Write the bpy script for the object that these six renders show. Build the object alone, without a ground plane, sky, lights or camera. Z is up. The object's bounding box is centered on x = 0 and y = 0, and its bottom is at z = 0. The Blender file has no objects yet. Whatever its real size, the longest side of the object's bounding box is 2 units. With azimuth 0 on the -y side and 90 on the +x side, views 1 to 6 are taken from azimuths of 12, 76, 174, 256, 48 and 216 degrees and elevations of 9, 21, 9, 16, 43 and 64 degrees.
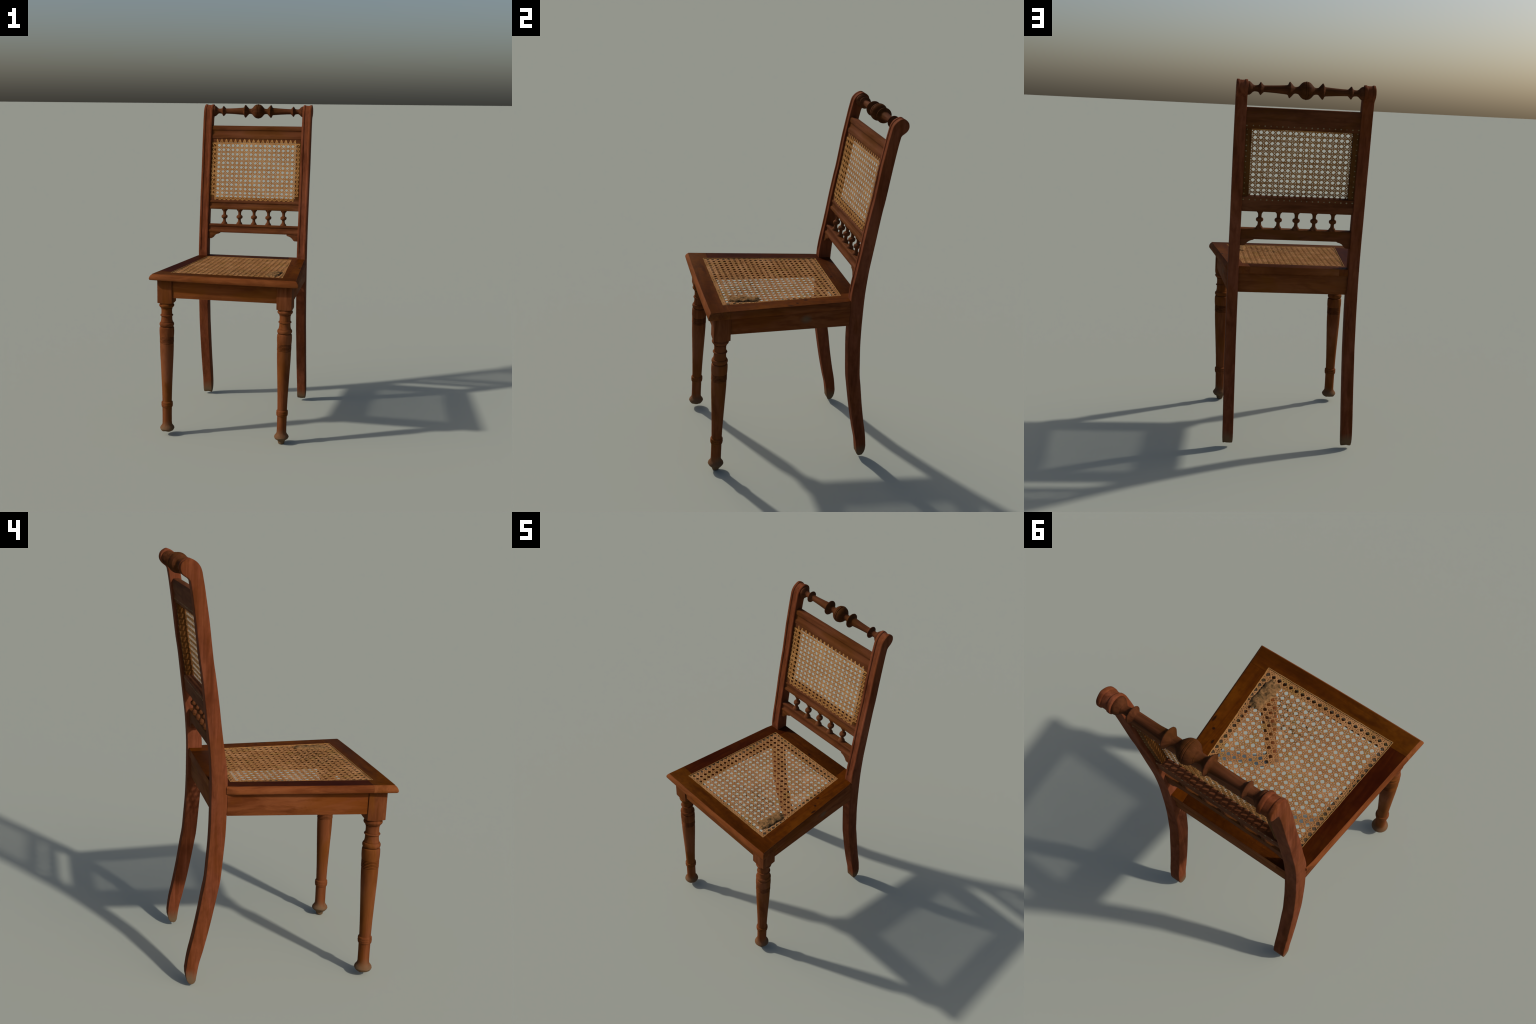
import bpy, bmesh, math, random
import numpy as np
from mathutils import Vector

rng = np.random.RandomState(7)
COL = bpy.context.scene.collection

# ----------------------------------------------------------------------------
#  Materials
# ----------------------------------------------------------------------------
class Nodes:
    def __init__(self, name):
        self.mat = bpy.data.materials.new(name)
        self.mat.use_nodes = True
        self.t = self.mat.node_tree
        self.t.nodes.clear()
        self.out = self.t.nodes.new("ShaderNodeOutputMaterial")
        self.bsdf = self.t.nodes.new("ShaderNodeBsdfPrincipled")
        self.t.links.new(self.bsdf.outputs[0], self.out.inputs[0])
        self.co = self.t.nodes.new("ShaderNodeTexCoord").outputs["Object"]

    def link(self, a, b):
        self.t.links.new(a, b)

    def put(self, sock, v):
        if isinstance(v, (int, float)):
            sock.default_value = v
        elif isinstance(v, (tuple, list)):
            sock.default_value = tuple(v) + ((1.0,) if len(v) == 3 and sock.type == "RGBA" else ())
        else:
            self.link(v, sock)

    def mapping(self, scale, loc=(0, 0, 0), rot=(0, 0, 0)):
        n = self.t.nodes.new("ShaderNodeMapping")
        self.link(self.co, n.inputs[0])
        n.inputs["Location"].default_value = loc
        n.inputs["Rotation"].default_value = rot
        n.inputs["Scale"].default_value = scale
        return n.outputs[0]

    def noise(self, vec, scale, detail=4, rough=0.55, dist=0.0):
        n = self.t.nodes.new("ShaderNodeTexNoise")
        self.link(vec, n.inputs["Vector"])
        n.inputs["Scale"].default_value = scale
        n.inputs["Detail"].default_value = detail
        n.inputs["Roughness"].default_value = rough
        n.inputs["Distortion"].default_value = dist
        return n.outputs[0]

    def ramp(self, fac, stops):
        n = self.t.nodes.new("ShaderNodeValToRGB")
        self.link(fac, n.inputs[0])
        el = n.color_ramp.elements
        el[0].position, el[1].position = stops[0][0], stops[-1][0]
        for p, c in stops[1:-1]:
            el.new(p)
        for e, (p, c) in zip(sorted(el, key=lambda e: e.position), stops):
            e.position = p
            e.color = (*c, 1) if isinstance(c, (tuple, list)) else (c, c, c, 1)
        return n.outputs[0]

    def mix(self, fac, a, b, mode="MIX"):
        n = self.t.nodes.new("ShaderNodeMix")
        n.data_type = "RGBA"
        n.blend_type = mode
        self.put(n.inputs[0], fac)
        self.put(n.inputs[6], a)
        self.put(n.inputs[7], b)
        return n.outputs[2]

    def math(self, op, a, b=0.0, c=0.0, clamp=False):
        n = self.t.nodes.new("ShaderNodeMath")
        n.operation = op
        n.use_clamp = clamp
        for i, v in enumerate((a, b, c)):
            self.put(n.inputs[i], v)
        return n.outputs[0]

    def axis(self, i):
        n = self.t.nodes.new("ShaderNodeSeparateXYZ")
        self.link(self.co, n.inputs[0])
        return n.outputs[i]

    def blob(self, p, radius, stretch=(1, 1, 1), soft=0.6):
        """1 inside an ellipsoidal spot at p, falling to 0 at its rim."""
        s = tuple(k / radius for k in stretch)
        v = self.mapping(s, tuple(-a * b for a, b in zip(p, s)))
        n = self.t.nodes.new("ShaderNodeVectorMath")
        n.operation = "LENGTH"
        self.link(v, n.inputs[0])
        m = self.t.nodes.new("ShaderNodeMapRange")
        m.interpolation_type = "SMOOTHSTEP"
        self.link(n.outputs["Value"], m.inputs[0])
        m.inputs[1].default_value = 1.0
        m.inputs[2].default_value = 1.0 - soft
        m.inputs[3].default_value = 0.0
        m.inputs[4].default_value = 1.0
        return m.outputs[0]

    def bump(self, h, strength=0.2, dist=0.002):
        n = self.t.nodes.new("ShaderNodeBump")
        n.inputs["Strength"].default_value = strength
        n.inputs["Distance"].default_value = dist
        self.link(h, n.inputs["Height"])
        self.link(n.outputs[0], self.bsdf.inputs["Normal"])

    def done(self, colour, rough=0.5, spec=0.3):
        self.put(self.bsdf.inputs["Base Color"], colour)
        self.put(self.bsdf.inputs["Roughness"], rough)
        self.bsdf.inputs["Specular IOR Level"].default_value = spec
        return self.mat


def wood(name, base, dark, light, grain="z", seed=0.0, mottle=0.0, spots=(), pale=(),
         dusty=False, rough=0.5, flecks=0.0, ochre=0.5):
    """Stained wood: long fibres, slow tone drift, pores; optional knots, scuffs and floor dust."""
    m = Nodes(name)
    st = {"x": (1.2, 22, 22), "y": (22, 1.2, 22), "z": (22, 22, 1.2)}[grain]
    fib = m.noise(m.mapping(st, (seed, seed * 1.7, seed * 0.6)), 3.0, 6, 0.6, 0.4)
    slow = m.noise(m.mapping(tuple(1 + 0.12 * s for s in st), (seed * 2.1, 0.3, seed)), 1.6, 3, 0.5)
    pore = m.noise(m.mapping(tuple(s * 5 for s in st), (0.2, seed, 0.4)), 4.0, 2, 0.6)
    col = m.mix(m.ramp(fib, [(0.32, 0.0), (0.68, 1.0)]), dark, base)
    col = m.mix(m.ramp(slow, [(0.45, 0.0), (0.72, 0.75)]), col, light)
    col = m.mix(m.ramp(pore, [(0.58, 0.0), (0.75, 0.35)]), col, tuple(c * 0.45 for c in dark))
    stain = m.noise(m.mapping(tuple(1 + 0.22 * s for s in st), (seed, seed * 0.3, 4.0)), 3.4, 5, 0.62, 0.8)
    col = m.mix(m.ramp(stain, [(0.47, 0.0), (0.66, 0.75)]), col, tuple(c * 0.72 for c in dark))
    if ochre:
        och = m.noise(m.mapping(tuple(1 + 0.10 * s for s in st), (1.3, seed * 3.1, 2.0)), 2.6, 3, 0.55, 0.6)
        col = m.mix(m.ramp(och, [(0.50, 0.0), (0.62, ochre)]), col, (dark[0] * 1.15, dark[1] * 1.28, dark[2] * 0.45))
    if mottle:
        blot = m.noise(m.mapping((1, 1, 1), (seed, 2.0, 1.0)), 26.0, 5, 0.65)
        col = m.mix(m.ramp(blot, [(0.42, 0.0), (0.66, mottle)]), col, tuple(c * 0.55 for c in dark))
    if flecks:
        fl = m.noise(m.mapping((1, 1, 1), (seed, 1.0, 5.0)), 120.0, 2, 0.5)
        col = m.mix(m.ramp(fl, [(0.66, 0.0), (0.78, flecks)]), col, tuple(min(1, c * 2.2) for c in light))
    for p, r, s in spots:
        col = m.mix(m.math("MULTIPLY", m.blob(p, r, s), 0.85), col, (0.006, 0.003, 0.002))
    for p, r, s, c, a in pale:
        col = m.mix(m.math("MULTIPLY", m.blob(p, r, s, 0.75), a), col, c)
    if dusty:
        ragged = m.noise(m.mapping((30, 30, 14)), 1.0, 4, 0.6)
        h = m.math("ADD", m.axis(2), m.math("MULTIPLY", ragged, -0.07))
        col = m.mix(m.ramp(h, [(0.0, 0.9), (0.060, 0.0)]), col, (0.125, 0.082, 0.046))
    m.bump(fib, 0.12, 0.0012)
    return m.done(col, rough + 0.2, 0.02)


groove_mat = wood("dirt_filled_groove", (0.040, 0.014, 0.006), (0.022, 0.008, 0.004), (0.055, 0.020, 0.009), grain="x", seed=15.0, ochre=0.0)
post_mat = wood("reddish_stained_wood", (0.176, 0.050, 0.021), (0.108, 0.027, 0.009), (0.215, 0.068, 0.034), grain="z", seed=0.4, dusty=True, ochre=0.25, mottle=0.22)  # base lowered partway from the sunlit side toward the dimmer front face
leg_mat = wood("turned_stained_wood", (0.175, 0.056, 0.020), (0.115, 0.032, 0.009), (0.20, 0.072, 0.033),
               grain="z", seed=2.2, dusty=True,
               pale=[((0.392, -0.475, 0.355), 0.055, (2.6, 2.6, 1), (0.075, 0.075, 0.042), 0.7)])
rail_mat = wood("rail_wood", (0.130, 0.042, 0.016), (0.085, 0.025, 0.008), (0.155, 0.056, 0.024), grain="x", seed=1.1)  # darkened: weak light on the back's front is baked into this brown
spindle_mat = wood("spindle_wood", (0.108, 0.033, 0.011), (0.055, 0.016, 0.006), (0.13, 0.046, 0.017), grain="z", seed=3.3)  # shade among the spindles tinted into the base colour
crest_mat = wood("crest_turning_wood", (0.100, 0.032, 0.012), (0.050, 0.016, 0.006), (0.135, 0.048, 0.020), grain="x", seed=5.0)  # darker overall to carry shadow painted on flares and creases
apron_mat = wood("apron_wood", (0.185, 0.057, 0.016), (0.130, 0.036, 0.009), (0.210, 0.072, 0.025), grain="x", seed=4.1)
side_apron_mat = wood("side_apron_wood", (0.172, 0.050, 0.014), (0.115, 0.028, 0.007), (0.195, 0.066, 0.024), grain="y", seed=6.2,
                      pale=[((0.395, 0.03, 0.915), 0.045, (1, 1, 1.3), (0.10, 0.085, 0.055), 0.6)])
seat_front_mat = wood("seat_front_wood", (0.085, 0.020, 0.0012), (0.055, 0.013, 0.0008), (0.100, 0.030, 0.0015), grain="x", seed=7.3,
                      mottle=0.45, spots=[((0.025, -0.420, 1.0), 0.014, (1, 1.4, 0.3))], rough=0.42)
seat_rear_mat = wood("seat_rear_wood", (0.080, 0.020, 0.0012), (0.045, 0.010, 0.0008), (0.095, 0.030, 0.0015), grain="x", seed=8.7,
                     mottle=0.6, spots=[((0.006, 0.268, 1.0), 0.012, (1, 1.4, 0.3))], rough=0.42, flecks=0.25)
seat_right_mat = wood("seat_right_wood", (0.105, 0.026, 0.0012), (0.062, 0.014, 0.0008), (0.130, 0.040, 0.0020), grain="y", seed=9.9,
                      mottle=0.45, rough=0.42,
                      spots=[((0.355, -0.019, 1.0), 0.010, (1, 1, 0.3)), ((0.319, 0.037, 1.0), 0.013, (1.6, 0.8, 0.3)),
                             ((0.384, -0.062, 1.0), 0.020, (2.4, 0.8, 0.3))])
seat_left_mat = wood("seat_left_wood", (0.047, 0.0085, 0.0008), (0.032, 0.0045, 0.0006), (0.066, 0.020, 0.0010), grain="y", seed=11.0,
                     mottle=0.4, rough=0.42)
strip_mat = wood("inner_frame_wood", (0.115, 0.044, 0.010), (0.075, 0.026, 0.006), (0.135, 0.056, 0.015), grain="z", seed=12.4, ochre=0.0)
bed_mat = wood("worn_cane_bed_wood", (0.085, 0.055, 0.034), (0.045, 0.030, 0.018), (0.11, 0.075, 0.048), grain="x", seed=13.1, mottle=0.3, rough=0.7)


def cane(name, base, dark, light, stains=False, glow=0.0):
    m = Nodes(name)
    fib = m.noise(m.mapping((60, 60, 60)), 3.0, 3, 0.6)
    slow = m.noise(m.mapping((9, 9, 9), (3, 1, 2)), 1.0, 3, 0.5)
    col = m.mix(m.ramp(fib, [(0.32, 0.0), (0.66, 1.0)]), dark, base)
    col = m.mix(m.ramp(slow, [(0.45, 0.0), (0.7, 0.7)]), col, light)
    if stains:
        # grime rubbed into the worn front part of the seat
        where = m.math("ADD", m.blob((0.10, -0.265, 1.0), 0.24, (1, 1.3, 0.2), 0.8),
                       m.math("MULTIPLY", m.blob((0.29, -0.30, 1.0), 0.10, (1.4, 1, 0.2), 0.7), 0.5), clamp=True)
        spots = m.noise(m.mapping((1, 1, 1), (1, 4, 0)), 85.0, 3, 0.6)
        m1 = m.math("MULTIPLY", where, m.ramp(spots, [(0.52, 0.0), (0.60, 1.0)]))
        col = m.mix(m.math("MULTIPLY", m1, 0.9), col, (0.035, 0.024, 0.010))
        olive = m.noise(m.mapping((1, 1, 1), (6, 2, 0)), 14.0, 2, 0.5)
        edge = m.ramp(m.axis(1), [(0.0, 1.0), (1.0, 1.0)])
        col = m.mix(m.ramp(olive, [(0.52, 0.0), (0.7, 0.45)]), col, (0.21, 0.13, 0.028))
    m.bump(fib, 0.3, 0.0008)
    m.done(col, 0.8, 0.02)
    # split cane is thin enough to glow a little against the light
    tr = m.t.nodes.new("ShaderNodeBsdfTranslucent")
    m.link(m.mix(0.5, col, (0.42, 0.30, 0.19)), tr.inputs[0])
    mx = m.t.nodes.new("ShaderNodeMixShader")
    mx.inputs[0].default_value = glow
    m.link(m.bsdf.outputs[0], mx.inputs[1])
    m.link(tr.outputs[0], mx.inputs[2])
    m.link(mx.outputs[0], m.out.inputs[0])
    return m.mat


cane_back_mat = cane("woven_cane_back", (0.46, 0.225, 0.072), (0.30, 0.125, 0.034), (0.52, 0.27, 0.095), glow=0.15)
cane_seat_mat = cane("woven_cane_seat", (0.345, 0.167, 0.064), (0.21, 0.088, 0.028), (0.41, 0.21, 0.090), stains=True)
border_mat = cane("cane_binding", (0.30, 0.155, 0.050), (0.19, 0.085, 0.024), (0.36, 0.185, 0.066))


def patch_material():
    m = Nodes("matted_cane_fibre")
    n1 = m.noise(m.mapping((1, 1, 1)), 95.0, 5, 0.7)
    n2 = m.noise(m.mapping((1, 1, 1), (4, 0, 0)), 42.0, 3, 0.5)
    col = m.mix(m.ramp(n1, [(0.3, 0.0), (0.65, 1.0)]), (0.105, 0.057, 0.023), (0.275, 0.142, 0.056))
    col = m.mix(m.ramp(n2, [(0.49, 0.0), (0.63, 0.8)]), col, (0.050, 0.033, 0.014))
    # blackened along the side of the seat
    rim = m.math("ADD", m.axis(0), m.math("MULTIPLY", n2, 0.03))
    v = m.t.nodes.new("ShaderNodeMapRange")
    m.link(rim, v.inputs[0])
    v.inputs[1].default_value, v.inputs[2].default_value = 0.300, 0.325
    v.inputs[3].default_value, v.inputs[4].default_value = 0.0, 0.85
    col = m.mix(v.outputs[0], col, (0.022, 0.017, 0.010))
    m.bump(n1, 0.5, 0.003)
    return m.done(col, 0.9, 0.02)


patch_mat = patch_material()
peg_mat = wood("peg_wood", (0.26, 0.19, 0.11), (0.18, 0.12, 0.06), (0.32, 0.25, 0.16), grain="y", seed=14.0, rough=0.7)

# ----------------------------------------------------------------------------
#  Mesh helpers
# ----------------------------------------------------------------------------
root = bpy.data.objects.new("caned_dining_chair", None)
COL.objects.link(root)
root["label"] = "antique brown wooden chair with woven cane seat and back"
root["category"] = "wooden chair"


def finish(name, bm, mat, parent=root, bevel=0.0, smooth=35, stuff=False, segs=2):
    bmesh.ops.remove_doubles(bm, verts=bm.verts, dist=1e-6)
    bmesh.ops.recalc_face_normals(bm, faces=bm.faces)
    if bevel:
        lim = math.radians(28)
        ed = [e for e in bm.edges if len(e.link_faces) == 2 and e.calc_face_angle() > lim]
        bmesh.ops.bevel(bm, geom=ed, offset=bevel, segments=segs, profile=0.5, affect="EDGES", clamp_overlap=True)
    me = bpy.data.meshes.new(name)
    bm.to_mesh(me)
    bm.free()
    me.polygons.foreach_set("use_smooth", [True] * len(me.polygons))
    me.set_sharp_from_angle(angle=math.radians(smooth))
    me.materials.append(mat)
    ob = bpy.data.objects.new(name, me)
    COL.objects.link(ob)
    ob.parent = parent
    if stuff:
        ob["kind"] = "stuff"
    return ob


def catmull(pts, n):
    """Smooth resample of an open polyline."""
    P = np.array(pts, float)
    P = np.vstack([2 * P[0] - P[1], P, 2 * P[-1] - P[-2]])
    out = []
    for i in range(1, len(P) - 2):
        for t in np.linspace(0, 1, n, endpoint=False):
            a, b, c, d = P[i - 1:i + 3]
            out.append(0.5 * (2 * b + (c - a) * t + (2 * a - 5 * b + 4 * c - d) * t * t + (3 * b - a - 3 * c + d) * t ** 3))
    out.append(P[-2])
    return np.array(out)


def lathe(bm, prof, centre, axis="z", segs=40, wobble=0.0):
    """Turn (radius, station) pairs; centre(station) gives the axis point."""
    rings = []
    for r, s in prof:
        c = centre(s)
        ring = []
        for k in range(segs):
            a = 2 * math.pi * k / segs
            rr = r * (1 + wobble * math.sin(3 * a + 9 * s))
            if axis == "z":
                p = (c[0] + rr * math.cos(a), c[1] + rr * math.sin(a), c[2])
            else:
                p = (c[0], c[1] + rr * math.cos(a), c[2] + rr * math.sin(a))
            ring.append(bm.verts.new(p))
        rings.append(ring)
    for A, B in zip(rings, rings[1:]):
        for k in range(segs):
            bm.faces.new((A[k], A[(k + 1) % segs], B[(k + 1) % segs], B[k]))
    bm.faces.new(rings[0])
    bm.faces.new(list(reversed(rings[-1])))


def smooth_profile(prof, n=3):
    """Round a turned profile; keeps the stations."""
    return [tuple(p) for p in catmull(prof, n)]


def prism(bm, lower, upper):
    """Solid between two matching closed loops of points."""
    A = [bm.verts.new(p) for p in lower]
    B = [bm.verts.new(p) for p in upper]
    n = len(A)
    bm.faces.new(A)
    bm.faces.new(list(reversed(B)))
    for k in range(n):
        bm.faces.new((A[k], B[k], B[(k + 1) % n], A[(k + 1) % n]))


# ----------------------------------------------------------------------------
#  Back posts (rear leg + stile in one sawn piece)
# ----------------------------------------------------------------------------
FRONT = [(0.397, 0.045), (0.385, 0.120), (0.3665, 0.190), (0.3365, 0.323), (0.3058, 0.484), (0.2957, 0.546),
         (0.2873, 0.650), (0.2800, 0.758), (0.2778, 0.852), (0.2773, 0.942), (0.2780, 1.003), (0.2812, 1.052),
         (0.2917, 1.124), (0.3035, 1.193), (0.3160, 1.276), (0.3303, 1.382), (0.3487, 1.4990), (0.3617, 1.574),
         (0.3822, 1.726), (0.3942, 1.799), (0.4142, 1.917), (0.4212, 1.950), (0.4310, 1.970), (0.4482, 1.987),
         (0.4730, 1.9975), (0.4934, 1.9905), (0.5085, 1.977), (0.5138, 1.957), (0.5100, 1.940), (0.5010, 1.928),
         (0.4860, 1.917), (0.4775, 1.912)]
BACK = [(0.4698, 1.904), (0.4608, 1.859), (0.4498, 1.789), (0.4380, 1.708), (0.4192, 1.571), (0.4054, 1.488),
        (0.3839, 1.322), (0.3697, 1.217), (0.3621, 1.152), (0.3533, 1.033), (0.3510, 0.907), (0.3508, 0.815),
        (0.3532, 0.722), (0.3594, 0.629), (0.3655, 0.546), (0.3768, 0.481), (0.3953, 0.367), (0.4176, 0.250),
        (0.4373, 0.160), (0.4483, 0.081)]
LEAN_Z = [p[1] for p in FRONT[:22]]
LEAN_Y = [p[0] for p in FRONT[:22]]


def lean(z):
    """y of the front plane of the back at height z."""
    return float(np.interp(z, LEAN_Z, LEAN_Y))


def back_post(outer, inner, foot_z, toe, fore, knob):
    """outer/inner: (height, x) stations of the two side faces."""
    front = catmull(FRONT, 4)
    back = catmull(BACK, 3)
    nf = len(front)
    foot = np.array([(0.4470, 0.055), (0.4420, foot_z + 0.022), (0.432, foot_z + 0.006), (0.4180 - toe, foot_z),
                     (0.405, foot_z + 0.005), (0.3985, foot_z + 0.018)])
    line = np.vstack([front, back, foot])
    line[:, 0] += knob * np.clip((line[:, 0] - 0.470) / 0.035, 0, 1) * (line[:, 1] > 1.9)
    line[:nf, 0] -= 0.0015 * np.clip((line[:nf, 1] - 1.0) / 0.1, 0, 1) * np.clip((1.93 - line[:nf, 1]) / 0.05, 0, 1)
    line[:, 0] += fore * np.clip((0.55 - line[:, 1]) / 0.5, 0, 1)
    keep = [0]
    for i in range(1, len(line)):
        if np.linalg.norm(line[i] - line[keep[-1]]) > 0.0015:
            keep.append(i)
    line = line[keep]
    n = len(line)
    nxt, prv = np.roll(line, -1, 0), np.roll(line, 1, 0)
    tan = nxt - prv
    tan /= np.linalg.norm(tan, axis=1)[:, None]
    nor = np.stack([-tan[:, 1], tan[:, 0]], 1)        # outward normal of the side outline
    nf = len(front)
    w = 0.0585
    bead, floor_ = 0.0145, 0.0046
    us = [0.0, 0.0008, 0.0022, 0.0045, 0.008, 0.0115, bead - 0.0012, bead + 0.0010, bead + 0.0033, bead + 0.0060, w / 2 - 0.005]
    us = us + [w / 2] + [w - u for u in reversed(us)]

    def depth(u, s, onfront, z):
        v = min(u, w - u)
        rad = 0.0035 if onfront else 0.003
        d = rad - math.sqrt(max(0, rad ** 2 - (rad - min(v, rad)) ** 2))
        if onfront:
            gate = min(1, max(0, (z - 1.030) / 0.012)) if s < 0.55 else min(1, max(0, (z - 1.911) / 0.006))
            c = min(1, max(0, (v - bead + 0.001) / 0.0042))
            swell = 0.0008 * math.sin(math.pi * min(1, max(0, (v - bead) / (w / 2 - bead))))
            d += gate * (floor_ * c - swell * c)
            if c == 0 and gate:
                d += 0.0006 * gate * (abs(v - 0.0075) / 0.0075) ** 2
        return d

    bm = bmesh.new()
    grid = []
    for i in range(n):
        onfront = i < nf and line[i][1] > 1.0
        row = []
        for u in us:
            d = depth(u, i / n if i < nf else 1, onfront, line[i][1])
            q = line[i] - nor[i] * d
            xa = np.interp(q[1], [p[0] for p in outer], [p[1] for p in outer])
            xb = np.interp(q[1], [p[0] for p in inner], [p[1] for p in inner])
            row.append(bm.verts.new((min(xa, xb) + abs(xb - xa) * u / w, q[0], q[1])))
        grid.append(row)
    for i in range(n):
        a, b = grid[i], grid[(i + 1) % n]
        for k in range(len(us) - 1):
            bm.faces.new((a[k], b[k], b[k + 1], a[k + 1]))
    bm.faces.new([g[0] for g in grid])
    bm.faces.new([g[-1] for g in reversed(grid)])
    bm.normal_update()
    bmesh.ops.triangulate(bm, faces=[f for f in bm.faces if len(f.verts) > 4])
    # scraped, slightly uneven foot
    for v in bm.verts:
        if v.co.z < 0.06:
            k = (0.06 - v.co.z) / 0.06
            v.co.z += 0.0018 * k * math.sin(v.co.x * 130 + v.co.y * 90)
            mid = (outer[0][1] + inner[0][1]) / 2
            v.co.x = mid + (v.co.x - mid) * (1 - 0.10 * k * k)
    return finish("back_post", bm, post_mat, smooth=40)


back_post([(0.0, -0.3548), (0.45, -0.3555), (0.95, -0.3555), (1.25, -0.3580), (2.0, -0.3580)],
          [(0.0, -0.2955), (0.80, -0.2945), (1.00, -0.2968), (2.0, -0.2970)], 0.0110, 0.0, 0.0, 0.0)
back_post([(0.0, 0.3640), (0.40, 0.3662), (1.25, 0.3662), (1.60, 0.3680), (2.0, 0.3675)],
          [(0.0, 0.3080), (2.0, 0.3085)], 0.016, 0.004, -0.0085, -0.005)

# ----------------------------------------------------------------------------
#  Turned front legs with square block tops
# ----------------------------------------------------------------------------
LEG = [(0.0400, 0.8200), (0.0410, 0.8130), (0.0440, 0.8105), (0.0458, 0.8045), (0.0440, 0.7985), (0.0385, 0.7920),
       (0.0352, 0.7890), (0.0322, 0.7872), (0.0322, 0.7862), (0.0350, 0.7848), (0.0346, 0.7830), (0.0326, 0.7815), (0.0322, 0.7680), (0.0326, 0.7560),
       (0.0334, 0.7505), (0.0330, 0.7475), (0.0378, 0.7460), (0.0392, 0.7432), (0.0378, 0.7404), (0.0328, 0.7392),
       (0.0332, 0.7330), (0.0333, 0.7220), (0.0345, 0.7110), (0.0368, 0.7040), (0.0360, 0.7010), (0.0408, 0.6985),
       (0.0437, 0.6930), (0.0441, 0.6865), (0.0425, 0.6800), (0.0398, 0.6762), (0.0374, 0.6745), (0.0374, 0.6730), (0.0402, 0.6718),
       (0.0428, 0.6690), (0.0438, 0.6640), (0.0443, 0.6500), (0.0441, 0.6320), (0.0430, 0.6170), (0.0426, 0.6120)]
z = 0.6105
for k in range(5):                                      # five reeded rings
    LEG += [(0.0376, z), (0.0380, z - 0.0008), (0.0424, z - 0.0020), (0.0430, z - 0.0036), (0.0424, z - 0.0054), (0.0380, z - 0.0068)]
    z -= 0.0076
LEG += [(0.0388, z), (0.0415, z - 0.002), (0.0414, 0.545), (0.0398, 0.495), (0.0377, 0.450), (0.0352, 0.395),
        (0.0328, 0.340), (0.0306, 0.285), (0.0290, 0.225), (0.0287, 0.2085), (0.0300, 0.2065), (0.0335, 0.2040),
        (0.0346, 0.1995), (0.0344, 0.1955), (0.0328, 0.1942), (0.0346, 0.1925), (0.0352, 0.1885), (0.0346, 0.1850),
        (0.0328, 0.1838), (0.0344, 0.1822), (0.0340, 0.1775), (0.0325, 0.1735), (0.0298, 0.1715), (0.0290, 0.165),
        (0.0285, 0.117), (0.0286, 0.085), (0.0292, 0.070)]
FOOT_A = [(0.0315, 0.0615), (0.0365, 0.0550), (0.0420, 0.0475), (0.0438, 0.0405), (0.0405, 0.0335), (0.0350, 0.0270)]


GROOVES = [(0.7858, 0.7876), (0.7468, 0.7478), (0.7392, 0.7400), (0.6725, 0.6752), (0.1936, 0.1948), (0.1832, 0.1844)] + \
    [(0.6105 - 0.0076 * k - 0.0004, 0.6105 - 0.0076 * k + 0.0009) for k in range(6)]


def front_leg(cx, cy, tilt, tilt_y, foot, zshift, out):
    def centre(s):
        k = max(0.0, 0.78 - s) / 0.78
        return (cx - tilt * k, cy - tilt_y * k, s + zshift * min(1, s / 0.1))
    bm = bmesh.new()
    lathe(bm, LEG + FOOT_A + foot, centre, segs=48)
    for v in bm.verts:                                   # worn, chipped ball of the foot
        if v.co.z < 0.045:
            k = (0.045 - v.co.z) / 0.045
            v.co.z = max(0.0, v.co.z + 0.005 * k * min(1, v.co.z / 0.02) * math.sin(140 * v.co.x + 2) * math.cos(120 * v.co.y))
    leg = finish("front_leg", bm, leg_mat, smooth=28)
    leg.data.materials.append(groove_mat)
    for p in leg.data.polygons:                          # old polish and dirt left in the cut lines
        zc = p.center.z - zshift * min(1, p.center.z / 0.1)
        if any(a <= zc <= b for a, b in GROOVES):
            p.material_index = 1
    # the square block left above the turning; its lower corners are cut by the lathe
    bm = bmesh.new()
    h, n = 0.0450, 20
    top, base = 0.9690, 0.8215 + zshift
    bx = cx + out
    cyb = cy + 0.001
    g = [[None] * (n + 1) for _ in range(n + 1)]
    g2 = [[None] * (n + 1) for _ in range(n + 1)]
    for i in range(n + 1):
        for j in range(n + 1):
            x, y = -h + 2 * h * i / n, -h + 2 * h * j / n
            r = math.hypot(x, y)
            zz = base - 0.004 + 0.006 * max(0, (r - 0.036) / 0.0276)
            g[i][j] = bm.verts.new((bx + x, cyb + y, zz))
            g2[i][j] = bm.verts.new((bx + x, cyb + y, top))
    for i in range(n):
        for j in range(n):
            bm.faces.new((g[i][j], g[i][j + 1], g[i + 1][j + 1], g[i + 1][j]))
    ring = [(i, 0) for i in range(n)] + [(n, j) for j in range(n)] + [(i, n) for i in range(n, 0, -1)] + [(0, j) for j in range(n, 0, -1)]
    for a, b in zip(ring, ring[1:] + ring[:1]):
        bm.faces.new((g[a[0]][a[1]], g[b[0]][b[1]], g2[b[0]][b[1]], g2[a[0]][a[1]]))
    bm.faces.new([g2[a[0]][a[1]] for a in ring])
    for row in g2:
        for v in row:
            if not v.link_faces:
                bm.verts.remove(v)
    finish("leg_block", bm, leg_mat, parent=leg, bevel=0.0014, smooth=40)


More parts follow.
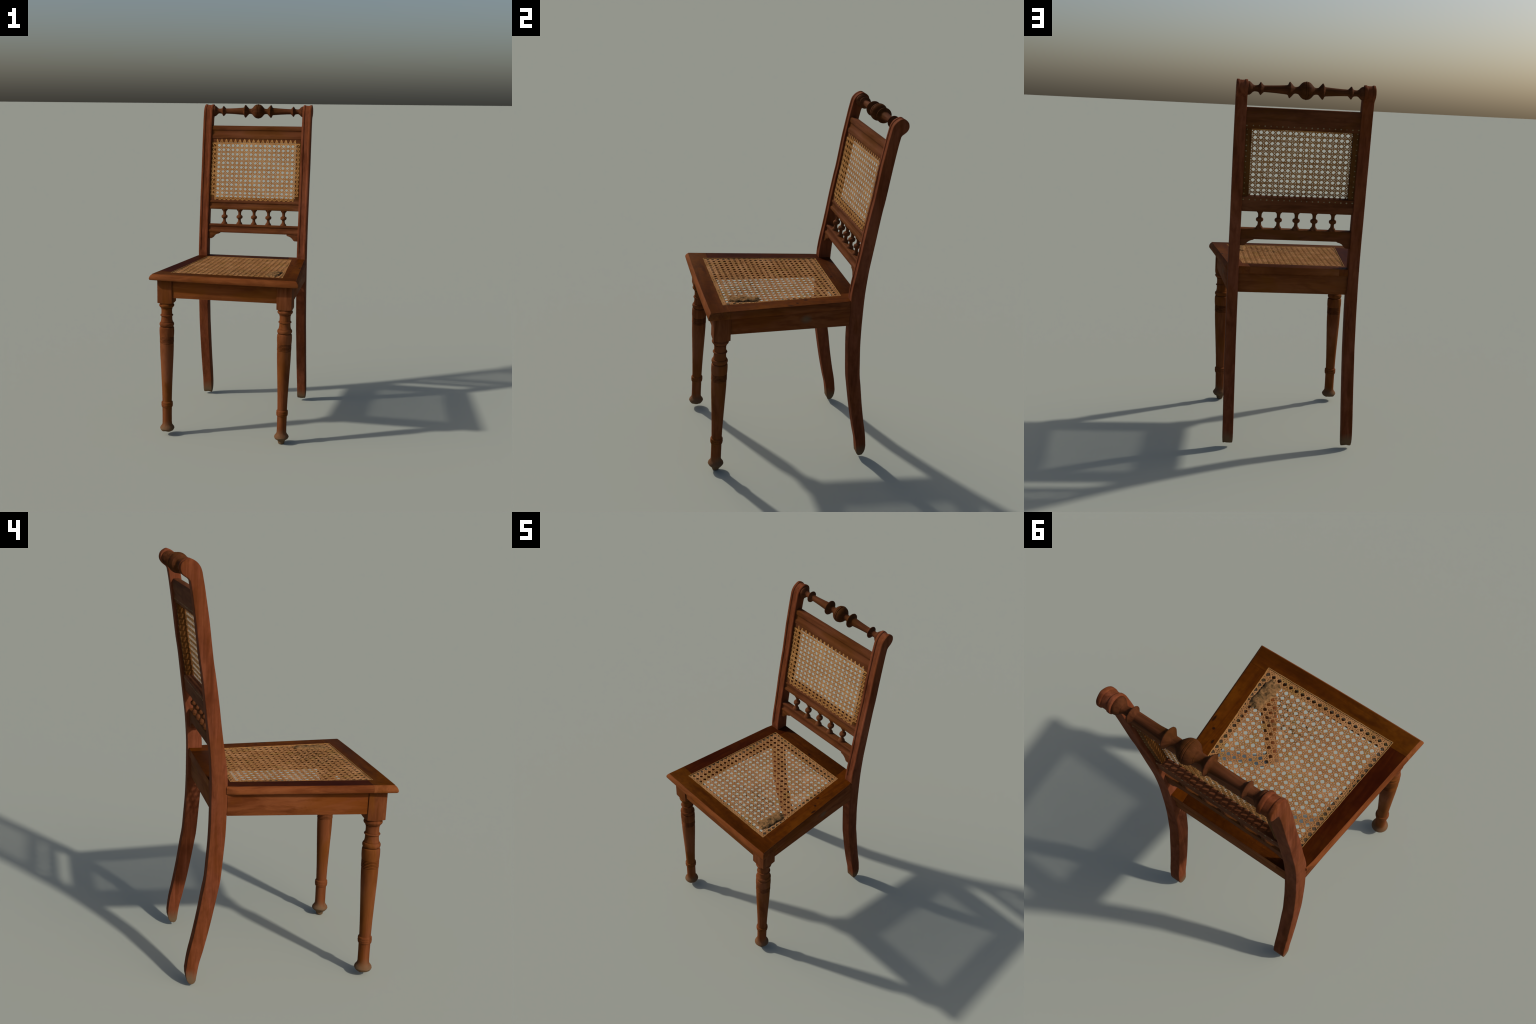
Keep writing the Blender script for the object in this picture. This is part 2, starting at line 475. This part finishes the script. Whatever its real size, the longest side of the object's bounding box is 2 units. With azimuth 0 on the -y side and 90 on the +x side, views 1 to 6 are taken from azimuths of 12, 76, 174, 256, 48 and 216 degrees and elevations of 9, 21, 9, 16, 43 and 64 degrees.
front_leg(-0.3617, -0.4295, -0.001, 0.0105, [(0.028, 0.0245), (0.020, 0.0235)], 0.003, 0.0)
front_leg(0.3603, -0.4300, 0.0135, 0.003, [(0.0270, 0.0215), (0.0215, 0.0165), (0.0200, 0.0070), (0.0175, 0.0)], 0.000, 0.0)

# a chipped splinter under the one foot
bm = bmesh.new()
lathe(bm, [(0.010, 0.030), (0.008, 0.022), (0.003, 0.019)], lambda s: (-0.352, -0.436, s), segs=10)
finish("foot_splinter", bm, leg_mat, smooth=60)

# ----------------------------------------------------------------------------
#  Seat frame: four planks with a thumbnail edge
# ----------------------------------------------------------------------------
TOP, BOT = 1.0005, 0.9602


def rise(x, y):
    """The old seat climbs slightly to the front, more so on its left side."""
    return -0.010 * y * (0.65 - 0.8 * x)
EDGE = [(0.0042, BOT), (0.0012, BOT + 0.003), (0.0, BOT + 0.009), (0.0, BOT + 0.015), (0.0020, BOT + 0.0225), (0.0055, BOT + 0.0295),
        (0.0095, BOT + 0.0345), (0.0125, BOT + 0.0365), (0.0135, BOT + 0.0370), (0.0138, TOP - 0.0006), (0.0150, TOP)]


def side_x(y):
    return 0.4475 - 0.0917 * (y + 0.5117)


def inner_x(y):
    return 0.3135 - 0.090 * (y + 0.394)


JOIN = -0.394
# front plank: edge moulding runs round both ends
bm = bmesh.new()
rows = []
for ins, zz in EDGE:
    yb = JOIN - 0.0004
    xb = side_x(yb) - ins
    xf = side_x(-0.5117 + ins) - ins
    pts = [(-xb, yb)]
    c = 0.004
    pts += [(-xf - 0.0 + 0.0, -0.5117 + ins + c), (-xf + c * 0.3, -0.5117 + ins + c * 0.3), (-xf + c, -0.5117 + ins)]
    pts += [(-xf + c + (xf - c) * 2 * q / 12, -0.5117 + ins - 0.0036 * (1 - (q / 6 - 1) ** 2)) for q in range(1, 12)]
    pts += [(xf - c, -0.5117 + ins), (xf - c * 0.3, -0.5117 + ins + c * 0.3), (xf, -0.5117 + ins + c)]
    pts += [(xb, yb)]
    rows.append([bm.verts.new((x, y, zz)) for x, y in pts])
for A, B in zip(rows, rows[1:]):
    for k in range(len(A) - 1):
        bm.faces.new((A[k], A[k + 1], B[k + 1], B[k]))
bm.faces.new(rows[0])
bm.faces.new(list(reversed(rows[-1])))
bm.faces.new([r[0] for r in rows])
bm.faces.new([r[-1] for r in reversed(rows)])
bm.faces.new([rows[0][0], rows[-1][0], rows[-1][-1], rows[0][-1]])
planks = [finish("seat_rail", bm, apron_mat, smooth=30)]
planks[-1].data.materials.append(seat_front_mat)


def side_plank(sgn, mat, shift, stop_at):
    """Runs from the front joint to the rear edge; notched round the post, moulding stopped before it."""
    bm = bmesh.new()
    post_in = 0.3085 if sgn > 0 else 0.2965
    y_post = 0.2785
    ys = [JOIN + 0.0004, -0.2, 0.0, 0.12, 0.20, 0.225, 0.238, 0.250, 0.262, y_post - 0.001, y_post + 0.004]
    sect = []
    for y in ys:
        stop = min(1.0, max(0.0, (y - stop_at) / (y_post - stop_at))) ** 1.3
        row = []
        for ins, zz in EDGE:
            x = side_x(y) + shift * (y - JOIN) / 0.67 - ins
            x = x - stop * max(0.0, (0.0145 - ins)) * (0.5 if zz > 0.985 else 0.8) - 0.003 * stop
            row.append((x, y, zz))
        row.append((inner_x(y), y, TOP))
        row.append((inner_x(y), y, BOT))
        sect.append([bm.verts.new((sgn * a, b, c)) for a, b, c in row])
    for A, B in zip(sect, sect[1:]):
        for k in range(len(A)):
            bm.faces.new((A[k], A[(k + 1) % len(A)], B[(k + 1) % len(A)], B[k]))
    bm.faces.new(sect[0])
    bm.faces.new(list(reversed(sect[-1])))
    # tongue that reaches the rear edge between the posts
    y0, y1 = y_post - 0.001, 0.3455
    prism(bm, [(sgn * inner_x(y0), y0, BOT), (sgn * (post_in - 0.0006), y0, BOT), (sgn * (post_in - 0.0006), y1, BOT), (sgn * (inner_x(y1)), y1, BOT)],
          [(sgn * inner_x(y0), y0, TOP - 0.0002), (sgn * (post_in - 0.0006), y0, TOP - 0.0002), (sgn * (post_in - 0.0006), y1, TOP - 0.0002), (sgn * inner_x(y1), y1, TOP - 0.0002)])
    ob = finish("seat_rail", bm, side_apron_mat, smooth=30)
    ob.data.materials.append(mat)
    planks.append(ob)


side_plank(1, seat_right_mat, 0.0, 0.246)
side_plank(-1, seat_left_mat, 0.0, 0.236)

bm = bmesh.new()
y0, y1 = 0.221, 0.3460
g = 0.0005
prism(bm, [(-inner_x(y0) + g, y0, BOT), (inner_x(y0) - g, y0, BOT), (inner_x(y1) - g, y1, BOT), (-inner_x(y1) + g, y1, BOT)],
      [(-inner_x(y0) + g, y0, TOP), (inner_x(y0) - g, y0, TOP), (inner_x(y1) - g, y1, TOP), (-inner_x(y1) + g, y1, TOP)])
planks.append(finish("seat_rail", bm, apron_mat, bevel=0.0012))
planks[-1].data.materials.append(seat_rear_mat)


def board(name, mat, a, b, thick, z0, z1, side):
    """Apron board from plan point a to b; thickness goes to the given side."""
    a, b = Vector((*a, 0)), Vector((*b, 0))
    n = Vector((-(b - a).y, (b - a).x, 0)).normalized() * thick * side
    loop = [a, b, b + n, a + n]
    bm = bmesh.new()
    prism(bm, [(p.x, p.y, z0) for p in loop], [(p.x, p.y, z1) for p in loop])
    return finish(name, bm, mat, bevel=0.0015)


board("seat_apron", apron_mat, (-0.3165, -0.4670), (0.3155, -0.4670), 0.035, 0.8585, 0.9700, 1)
board("seat_apron", side_apron_mat, (0.3985, -0.3845), (0.3675, 0.2768), 0.035, 0.8565, 0.9660, 1)
board("seat_apron", side_apron_mat, (-0.4005, -0.3835), (-0.3540, 0.2768), 0.035, 0.8560, 0.9660, -1)
board("seat_apron", apron_mat, (-0.2963, 0.3350), (0.3083, 0.3350), 0.035, 0.8533, 0.9622, -1)

# ----------------------------------------------------------------------------
#  Back rails, inner strips, brackets, spindles, crest turning
# ----------------------------------------------------------------------------
XL, XR = -0.2970, 0.3090


def back_rail(prof):
    bm = bmesh.new()
    pts = [(lean(zz) + off, zz) for off, zz in prof]
    prism(bm, [(XL, y, zz) for y, zz in pts], [(XR, y, zz) for y, zz in pts])
    bm.normal_update()
    bmesh.ops.triangulate(bm, faces=[f for f in bm.faces if len(f.verts) > 4])
    return finish("back_rail", bm, rail_mat, smooth=32)


back_rail([(0.0300, 1.8575), (0.0110, 1.8575), (0.0065, 1.8555), (0.0050, 1.8500), (0.0052, 1.8360), (0.0070, 1.8300), (0.0100, 1.8280),
           (0.0112, 1.8240), (0.0112, 1.8080), (0.0100, 1.8010), (0.0066, 1.7965), (0.0058, 1.7930), (0.0055, 1.7790), (0.0065, 1.7740),
           (0.0085, 1.7722), (0.0096, 1.7720), (0.0096, 1.7525), (0.0116, 1.7512), (0.0470, 1.7455), (0.0490, 1.7475), (0.0480, 1.8385), (0.0470, 1.8410), (0.0400, 1.8550)])
back_rail([(0.0116, 1.3888), (0.0096, 1.3876), (0.0096, 1.3664), (0.0085, 1.3661), (0.0060, 1.3645), (0.0056, 1.3560), (0.0068, 1.3522), (0.0100, 1.3505),
           (0.0112, 1.3470), (0.0112, 1.3340), (0.0100, 1.3290), (0.0066, 1.3262), (0.0052, 1.3220), (0.0050, 1.3150), (0.0060, 1.3100),
           (0.0090, 1.3082), (0.0500, 1.3032), (0.0525, 1.3050), (0.0510, 1.3815), (0.0490, 1.3832)])
back_rail([(0.0150, 1.2118), (0.0085, 1.2110), (0.0060, 1.2085), (0.0056, 1.2000), (0.0068, 1.1970), (0.0100, 1.1955), (0.0112, 1.1920),
           (0.0110, 1.1800), (0.0098, 1.1745), (0.0066, 1.1715), (0.0052, 1.1670), (0.0050, 1.1610), (0.0060, 1.1570), (0.0090, 1.1552),
           (0.0490, 1.1496), (0.0510, 1.1515), (0.0468, 1.2035), (0.0445, 1.2060)])

for xa, xb in ((XL, -0.2660), (0.2770, XR)):
    bm = bmesh.new()
    zz = np.linspace(1.3825, 1.7525, 12)
    A = [(lean(q) + 0.0096, q) for q in zz] + [(lean(q) + 0.0440, q) for q in zz[::-1]]
    prism(bm, [(xa, *p) for p in A], [(xb, *p) for p in A])
    bm.normal_update()
    bmesh.ops.triangulate(bm, faces=[f for f in bm.faces if len(f.verts) > 4])
    finish("cane_frame_strip", bm, strip_mat, smooth=40)

# scalloped brackets under the lowest rail
BR = [(0.2335, 1.1565), (0.2345, 1.1475), (0.2405, 1.1450), (0.2500, 1.1425), (0.2590, 1.1385), (0.2670, 1.1330), (0.2735, 1.1265), (0.2785, 1.1195),
      (0.2825, 1.1155), (0.2875, 1.1135), (0.3095, 1.1125), (0.3095, 1.1565)]
for sgn, dx in ((1, 0.0), (-1, 0.0125)):
    bm = bmesh.new()
    P = [(sgn * x + dx, q) for x, q in BR]
    prism(bm, [(x, lean(q) + 0.0095, q) for x, q in P], [(x, lean(1.15) + 0.0510 - 0.09 * (1.15 - q), q) for x, q in P])
    bm.normal_update()
    bmesh.ops.triangulate(bm, faces=[f for f in bm.faces if len(f.verts) > 4])
    finish("bracket", bm, rail_mat, bevel=0.0008, smooth=32)

# five small turned spindles (shared mesh)
SP = [(0.0205, 0.0540), (0.0213, 0.0495), (0.0205, 0.0468), (0.0182, 0.0440), (0.0178, 0.0420), (0.0140, 0.0385), (0.0112, 0.0345),
      (0.0101, 0.0290), (0.0095, 0.0200), (0.0100, 0.0155), (0.0112, 0.0118), (0.0138, 0.0112), (0.0182, 0.0084), (0.0203, 0.0036),
      (0.0206, 0.0000), (0.0200, -0.0042), (0.0174, -0.0090), (0.0132, -0.0114), (0.0108, -0.0122), (0.0096, -0.0160), (0.0094, -0.0200),
      (0.0103, -0.0275), (0.0118, -0.0325), (0.0150, -0.0365), (0.0172, -0.0385), (0.0176, -0.0410), (0.0198, -0.0440), (0.0210, -0.0475), (0.0204, -0.0540)]
bm = bmesh.new()
lathe(bm, SP, lambda s: (0, 0.153 * s, s), segs=28)
sp = finish("spindle", bm, spindle_mat, smooth=50)
sp.location = (-0.1935, lean(1.2580) + 0.027, 1.2580)
for x in (-0.0909, 0.0072, 0.1047, 0.2064):
    o = sp.copy()
    COL.objects.link(o)
    o.location = (x, sp.location.y, sp.location.z)

# crest turning: half profile mirrored about the ball
HALF = [(0.0476, 0.0000), (0.0475, 0.0030), (0.0462, 0.0038), (0.0446, 0.0048), (0.0447, 0.0056), (0.0462, 0.0068), (0.0452, 0.0120), (0.0427, 0.0180), (0.0385, 0.0240),
        (0.0335, 0.0290), (0.0292, 0.0325), (0.0278, 0.0335), (0.0272, 0.0352), (0.0248, 0.0362), (0.0225, 0.0385), (0.0196, 0.0425), (0.0180, 0.0480),
        (0.0172, 0.0550), (0.0182, 0.0610), (0.0200, 0.0645), (0.0250, 0.0690), (0.0310, 0.0745), (0.0372, 0.0800), (0.0412, 0.0835), (0.0423, 0.0855),
        (0.0418, 0.0880), (0.0380, 0.0905), (0.0320, 0.0930), (0.0272, 0.0955), (0.0252, 0.0985), (0.0240, 0.1030), (0.0222, 0.1250), (0.0200, 0.1550),
        (0.0182, 0.1900), (0.0173, 0.2170), (0.0180, 0.2195), (0.0205, 0.2225), (0.0250, 0.2270), (0.0300, 0.2315), (0.0328, 0.2340), (0.0336, 0.2365),
        (0.0325, 0.2385), (0.0280, 0.2410), (0.0230, 0.2440), (0.0190, 0.2475), (0.0170, 0.2530), (0.0160, 0.2620), (0.0162, 0.2680), (0.0176, 0.2720),
        (0.0196, 0.2745), (0.0200, 0.2765), (0.0240, 0.2800), (0.0285, 0.2845), (0.0325, 0.2895), (0.0344, 0.2925), (0.0350, 0.2970), (0.0345, 0.3020)]
CX = 0.0040
prof = [(r, -s) for r, s in reversed(HALF[1:])] + HALF
bm = bmesh.new()
lathe(bm, prof, lambda s: (CX + s * (1.008 if s > 0 else 1.0), 0.4675, 1.9530), axis="x", segs=48)
finish("crest_turning", bm, crest_mat, smooth=28)

# ----------------------------------------------------------------------------
#  Woven cane
# ----------------------------------------------------------------------------
class Weave:
    """Collects half-round cane strands in a flat (u, v, height) frame."""
    def __init__(self, to_world):
        self.V, self.F, self.n, self.to = [], [], 0, to_world

    def strand(self, pts, width, thick, level, weave=None, wander=0.0008):
        P = np.array(pts, float)
        L = np.r_[0, np.cumsum(np.linalg.norm(np.diff(P[:, :2], axis=0), axis=1))]
        m = max(3, int(L[-1] / 0.0055))
        s = np.linspace(0, L[-1], m)
        Q = np.stack([np.interp(s, L, P[:, k]) for k in range(P.shape[1])], 1)
        t = np.gradient(Q[:, :2], axis=0)
        t /= np.linalg.norm(t, axis=1)[:, None] + 1e-9
        nrm = np.stack([-t[:, 1], t[:, 0]], 1)
        ph = rng.uniform(0, 6.28, 4)
        side = wander * (0.6 * np.sin(s * 75 + ph[0]) + 0.5 * np.sin(s * 160 + ph[1]) + 0.5 * np.sin(s * 23 + ph[2]))
        h = level + (weave(Q[:, 0], Q[:, 1]) if weave else 0.0 * s)
        if P.shape[1] > 2:
            h = h + Q[:, 2]
        w = width * rng.uniform(0.86, 1.14) * (1 + 0.08 * np.sin(s * 60 + ph[1]))
        sec = [(-0.46, 0.0), (-0.5, 0.55), (-0.3, 0.9), (0, 1.0), (0.3, 0.9), (0.5, 0.55), (0.46, 0.0)]
        ring = []
        for a, b in sec:
            uv = Q[:, :2] + nrm * (side + a * w)[:, None]
            ring.append(np.c_[uv, h + b * thick])
        k = len(sec)
        W = np.stack(ring, 1).reshape(-1, 3)
        self.V.append(self.to(W))
        b0 = self.n
        for i in range(m - 1):
            for j in range(k):
                j2 = (j + 1) % k
                self.F.append((b0 + i * k + j, b0 + i * k + j2, b0 + (i + 1) * k + j2, b0 + (i + 1) * k + j))
        self.F.append(tuple(b0 + j for j in reversed(range(k))))
        self.F.append(tuple(b0 + (m - 1) * k + j for j in range(k)))
        self.n += m * k

    def build(self, name, mat):
        me = bpy.data.meshes.new(name)
        me.from_pydata(np.vstack(self.V).tolist(), [], self.F)
        me.polygons.foreach_set("use_smooth", [True] * len(me.polygons))
        me.set_sharp_from_angle(angle=math.radians(70))
        me.materials.append(mat)
        me.validate()
        ob = bpy.data.objects.new(name, me)
        COL.objects.link(ob)
        ob.parent = root
        ob["kind"] = "stuff"
        return ob


def clip(p, d, poly):
    """Clip the infinite line p + t d to a convex polygon (counter-clockwise)."""
    t0, t1 = -999.0, 999.0
    n = len(poly)
    for i in range(n):
        a, b = np.array(poly[i]), np.array(poly[(i + 1) % n])
        e = b - a
        nin = np.array([-e[1], e[0]])
        num, den = nin @ (a - p), nin @ d
        if abs(den) < 1e-12:
            if num > 0:
                return None
            continue
        t = num / den
        if den > 0:
            t0 = max(t0, t)
        else:
            t1 = min(t1, t)
    return (p + t0 * d, p + t1 * d) if t1 - t0 > 0.006 else None


def over_under(x0, z0, px, pz, amp):
    """Height waves that carry straight strands over and under each other, and the same for diagonals."""
    straight = lambda x, z: amp * np.cos(np.pi * (x - x0) / px) * np.cos(np.pi * (z - z0) / pz)
    diag = lambda x, z: amp * (np.sin(np.pi * (x - x0) / px) ** 2 - np.sin(np.pi * (z - z0) / pz) ** 2)
    return straight, (lambda x, z: -straight(x, z)), diag, (lambda x, z: -diag(x, z))


# --- seat webbing -------------------------------------------------------------
CANE = [(-0.3385, -0.4195), (0.3395, -0.4180), (0.2800, 0.2450), (-0.2885, 0.2520)]
PX, PY = 0.0319, 0.0305
HX, HY = 0.2585, -0.3630                      # one hole centre of the lattice


def sag(W):
    W = W.copy()
    cx, cy = W[:, 0] / 0.30, (W[:, 1] + 0.085) / 0.33
    k = np.clip(1 - cx ** 2, 0, 1) * np.clip(1 - cy ** 2, 0, 1)
    W[:, 2] += rise(W[:, 0], W[:, 1]) - 0.003 * k
    # hand-woven rows drift a little out of square
    kk = (W[:, 1] - HY) / PY
    drift = np.interp(kk, [-1, 0, 4, 8, 12, 16, 18], [0, 0, 0.0045, 0.0043, 0.0047, -0.0030, -0.003])
    skew = np.interp(kk, [-1, 0, 4, 9, 12, 14, 16, 19], [0.008, 0.010, 0.006, -0.002, 0.006, 0.0095, 0.016, 0.010])
    room = np.minimum(W[:, 1] + 0.418, 0.245 - W[:, 1])
    W[:, 1] += (drift + skew * (W[:, 0] + 0.19) / 0.45) * np.clip(room / 0.05, 0, 1)
    return W


seat = Weave(sag)
inset = [(-0.3365, -0.4178), (0.3375, -0.4162), (0.2785, 0.2432), (-0.2870, 0.2500)]
Z0 = TOP - 0.0038
WV, WH, WD1, WD2 = over_under(HX + PX / 2, HY + PY / 2, PX, PY, 0.0003)
D = 0.0041
for k in range(-14, 30):
    x = HX + PX * (0.5 - k)
    for s in (-1, 1):
        c = clip(np.array([x + s * D, 0.0]), np.array([0.0, 1.0]), inset)
        if c:
            seat.strand(c, 0.0048, 0.0018, Z0 - 0.0010, WV, 0.0010)
for k in range(-4, 26):
    y = HY + PY * (k - 0.5)
    for s in (-1, 1):
        c = clip(np.array([0.0, y + s * 0.0036]), np.array([1.0, 0.0]), inset)
        if c:
            seat.strand(c, 0.0050, 0.0018, Z0 - 0.0008, WH, 0.0010)
for sg in (-1, 1):
    for k in range(-60, 61):
        # diagonals pass midway between neighbouring holes
        p = np.array([HX + PX * (k + 0.5), HY])
        c = clip(p, np.array([PX, sg * PY]), inset)
        if c:
            seat.strand(c, 0.0056, 0.0010, Z0 + 0.0004, WD1 if sg > 0 else WD2, 0.0009)
seat.build("cane_seat", cane_seat_mat)

# binding strip round the webbing, with its ties
bind = Weave(lambda W: np.c_[W[:, :2], W[:, 2] + rise(W[:, 0], W[:, 1])])
for a, b in zip(CANE, CANE[1:] + CANE[:1]):
    bind.strand([a, b], 0.0056, 0.0040, TOP - 0.0036, None, 0.0006)
bind.build("cane_binding", border_mat)

# worn wood seen between the strands where the webbing overlaps the planks
bm = bmesh.new()
outer = [Vector((*p, 0)) for p in CANE]
inn = [(-inner_x(JOIN), JOIN), (inner_x(JOIN), JOIN), (inner_x(0.221), 0.221), (-inner_x(0.221), 0.221)]
for i in range(4):
    j = (i + 1) % 4
    loop = [CANE[i], CANE[j], inn[j], inn[i]]
    prism(bm, [(x, y, TOP - 0.012) for x, y in loop], [(x, y, TOP - 0.0050) for x, y in loop])
bed = finish("cane_bed", bm, bed_mat, smooth=20)

# rebate the planks for the webbing, colour their worn tops, and give the seat its slight rise
bm = bmesh.new()
prism(bm, [(x, y, TOP - 0.0056) for x, y in CANE], [(x, y, TOP + 0.05) for x, y in CANE])
cutter = finish("rebate_cutter", bm, bed_mat)
cutter.hide_render = True
for ob in planks:
    md = ob.modifiers.new("rebate", "BOOLEAN")
    md.operation, md.solver, md.object, md.use_self = "DIFFERENCE", "EXACT", cutter, True
bpy.context.view_layer.update()
dg = bpy.context.evaluated_depsgraph_get()
for ob in planks:
    me = bpy.data.meshes.new_from_object(ob.evaluated_get(dg))
    ob.modifiers.clear()
    ob.data = me
bpy.data.objects.remove(cutter)
for ob in planks + [bed]:
    if ob is not bed:
        for p in ob.data.polygons:
            if p.normal.z > 0.9 and p.center.z > TOP - 0.0015:
                p.material_index = 1
    for v in ob.data.vertices:
        if v.co.z < 0.975 and v.co.x < 0:
            v.co.z += 0.0105 * -v.co.x
        v.co.z += rise(v.co.x, v.co.y)
    ob.data.set_sharp_from_angle(angle=math.radians(26))
    ob.data.update()

# matted, mended corner of the seat
bm = bmesh.new()
A, B = np.array((0.262, -0.372)), np.array((0.277, -0.214))
n1, n2 = 56, 26
dirv = (B - A) / np.linalg.norm(B - A)
perp = np.array((dirv[1], -dirv[0]))
top, low = [], []
for i in range(n1 + 1):
    rt, rl = [], []
    for j in range(n2 + 1):
        a, b = -1 + 2 * i / n1, -1 + 2 * j / n2
        # square to rounded block
        f = 1 / max(1e-6, (abs(a) ** 5 + abs(b) ** 5) ** 0.2) * max(abs(a), abs(b)) if max(abs(a), abs(b)) > 0 else 1
        a2, b2 = a * f, b * f
        ext = 1 + 0.05 * math.sin(7 * math.atan2(b2, a2) + 1) + 0.04 * math.sin(13 * math.atan2(b2, a2))
        p = (A + B) / 2 + dirv * a2 * ext * 0.085 + perp * b2 * ext * 0.036 * (1 - 0.12 * a2)
        e = max(0.0, 1 - max(abs(a), abs(b)) ** 4)
        lump = 0.75 + 0.16 * math.sin(90 * p[0] + 70 * p[1]) + 0.08 * math.sin(210 * p[0] - 160 * p[1] + 1) + 0.05 * math.sin(370 * p[1] + 140 * p[0]) + rng.uniform(-0.09, 0.09)
        bump = 0.0080 * min(1, 1.5 * e) * lump
        rt.append(bm.verts.new((p[0], p[1], Z0 + 0.0022 + bump + rise(p[0], p[1]))))
        rl.append(bm.verts.new((p[0], p[1], Z0 - 0.0008 - 0.4 * bump + rise(p[0], p[1]))))
    top.append(rt)
    low.append(rl)
for i in range(n1):
    for j in range(n2):
        bm.faces.new((top[i][j], top[i + 1][j], top[i + 1][j + 1], top[i][j + 1]))
        bm.faces.new((low[i][j], low[i][j + 1], low[i + 1][j + 1], low[i + 1][j]))
rim = [(i, 0) for i in range(n1)] + [(n1, j) for j in range(n2)] + [(i, n2) for i in range(n1, 0, -1)] + [(0, j) for j in range(n2, 0, -1)]
for a, b in zip(rim, rim[1:] + rim[:1]):
    bm.faces.new((top[a[0]][a[1]], low[a[0]][a[1]], low[b[0]][b[1]], top[b[0]][b[1]]))
finish("matted_cane_patch", bm, patch_mat, smooth=60, stuff=True)

# --- back webbing ---------------------------------------------------------------
# frame: u = x, v = z, height measured forward from the bed of the frame
BED = 0.0092


def back_frame(W):
    W = W.copy()
    W[:, 1] += np.interp(W[:, 1], [1.372, 1.3858, 1.4143, 1.45], [0, 0.0072, 0.0018, 0])   # last row pulled up
    y = np.interp(W[:, 1], LEAN_Z, LEAN_Y) + BED - W[:, 2]
    return np.c_[W[:, 0], y, W[:, 1]]


BX, BZ, QX, QZ = 0.2535, 1.7278, 0.0310, 0.0285
OPEN = [(-0.2655, 1.3840), (0.2765, 1.3840), (0.2765, 1.7460), (-0.2655, 1.7460)]
PEG_T, PEG_B, PEG_L, PEG_R = 1.7695, 1.3695, -0.2910, 0.3008
us = [BX + QX * (0.5 - k) for k in range(18)]
vs = [BZ + QZ * (0.5 - k) for k in range(13)]
web = Weave(back_frame)
WV, WH, WD1, WD2 = over_under(BX + QX / 2, BZ + QZ / 2, QX, QZ, 0.0003)
dip = -0.0010
for u in us:
    for s in (-1, 1):
        uc = min(max(u + s * 0.0037, -0.2640), 0.2750)
        web.strand([(u + s * 0.001, PEG_B, dip), (uc, 1.386, 0), (uc, 1.744, 0), (u + s * 0.001, PEG_T, dip)], 0.0038, 0.0010, 0.0004, WV, 0.0008)
for v in vs:
    for s in (-1, 1):
        vc = min(v + s * 0.0029, 1.7435)
        web.strand([(PEG_L, v + s * 0.001, dip), (-0.2640, vc, 0), (0.2750, vc, 0), (PEG_R, v + s * 0.001, dip)], 0.0042, 0.0010, 0.0006, WH, 0.0008)


def to_peg(q, d):
    """Peg hole that a strand leaving the opening at q in direction d is tied into."""
    u, v = q
    ds = {"b": abs(v - OPEN[0][1]), "t": abs(v - OPEN[2][1]), "l": abs(u - OPEN[0][0]), "r": abs(u - OPEN[1][0])}
    k = min(ds, key=ds.get)
    if k in "bt":
        z = PEG_B if k == "b" else PEG_T
        u += d[0] / d[1] * (z - v)
        return (min(us, key=lambda a: abs(a - u)), z)
    x = PEG_L if k == "l" else PEG_R
    v += d[1] / d[0] * (x - u)
    return (x, min(vs, key=lambda a: abs(a - v)))


for sg in (-1, 1):
    for k in range(-40, 41):
        p = np.array([BX + QX * (k + 0.5), BZ])
        c = clip(p, np.array([QX, sg * QZ]), OPEN)
        if c:
            dd = (QX, sg * QZ)
            e0, e1 = to_peg(c[0], dd), to_peg(c[1], dd)
            web.strand([(*e0, dip), (*c[0], 0), (*c[1], 0), (*e1, dip)], 0.0045, 0.0009, 0.0011, WD1 if sg > 0 else WD2, 0.0008)
web.build("cane_back", cane_back_mat)

# pegs that lock the cane, showing as pale dots on the rear of the frame
bm = bmesh.new()


def peg(x, zz, off):
    y = lean(zz) + off
    r = 0.0043 * rng.uniform(0.75, 1.2)
    ring = [bm.verts.new((x + r * math.cos(a), y, zz + r * math.sin(a))) for a in np.linspace(0, 6.283, 8, endpoint=False)]
    tip = [bm.verts.new((x + 0.55 * r * math.cos(a), y + 0.0012, zz + 0.55 * r * math.sin(a))) for a in np.linspace(0, 6.283, 8, endpoint=False)]
    for k in range(8):
        bm.faces.new((ring[k], ring[(k + 1) % 8], tip[(k + 1) % 8], tip[k]))
    bm.faces.new(tip)
    bm.faces.new(list(reversed(ring)))


for u in us + [-0.2900, 0.3030]:
    peg(u + rng.uniform(-0.001, 0.001), 1.7620 + rng.uniform(-0.001, 0.001), 0.0484)
    peg(u + rng.uniform(-0.001, 0.001), 1.3685 + rng.uniform(-0.001, 0.001), 0.0510)
for v in vs:
    peg(0.3000, v, 0.0436)
    peg(-0.2880, v, 0.0436)
finish("cane_peg", bm, peg_mat, smooth=40, stuff=True)
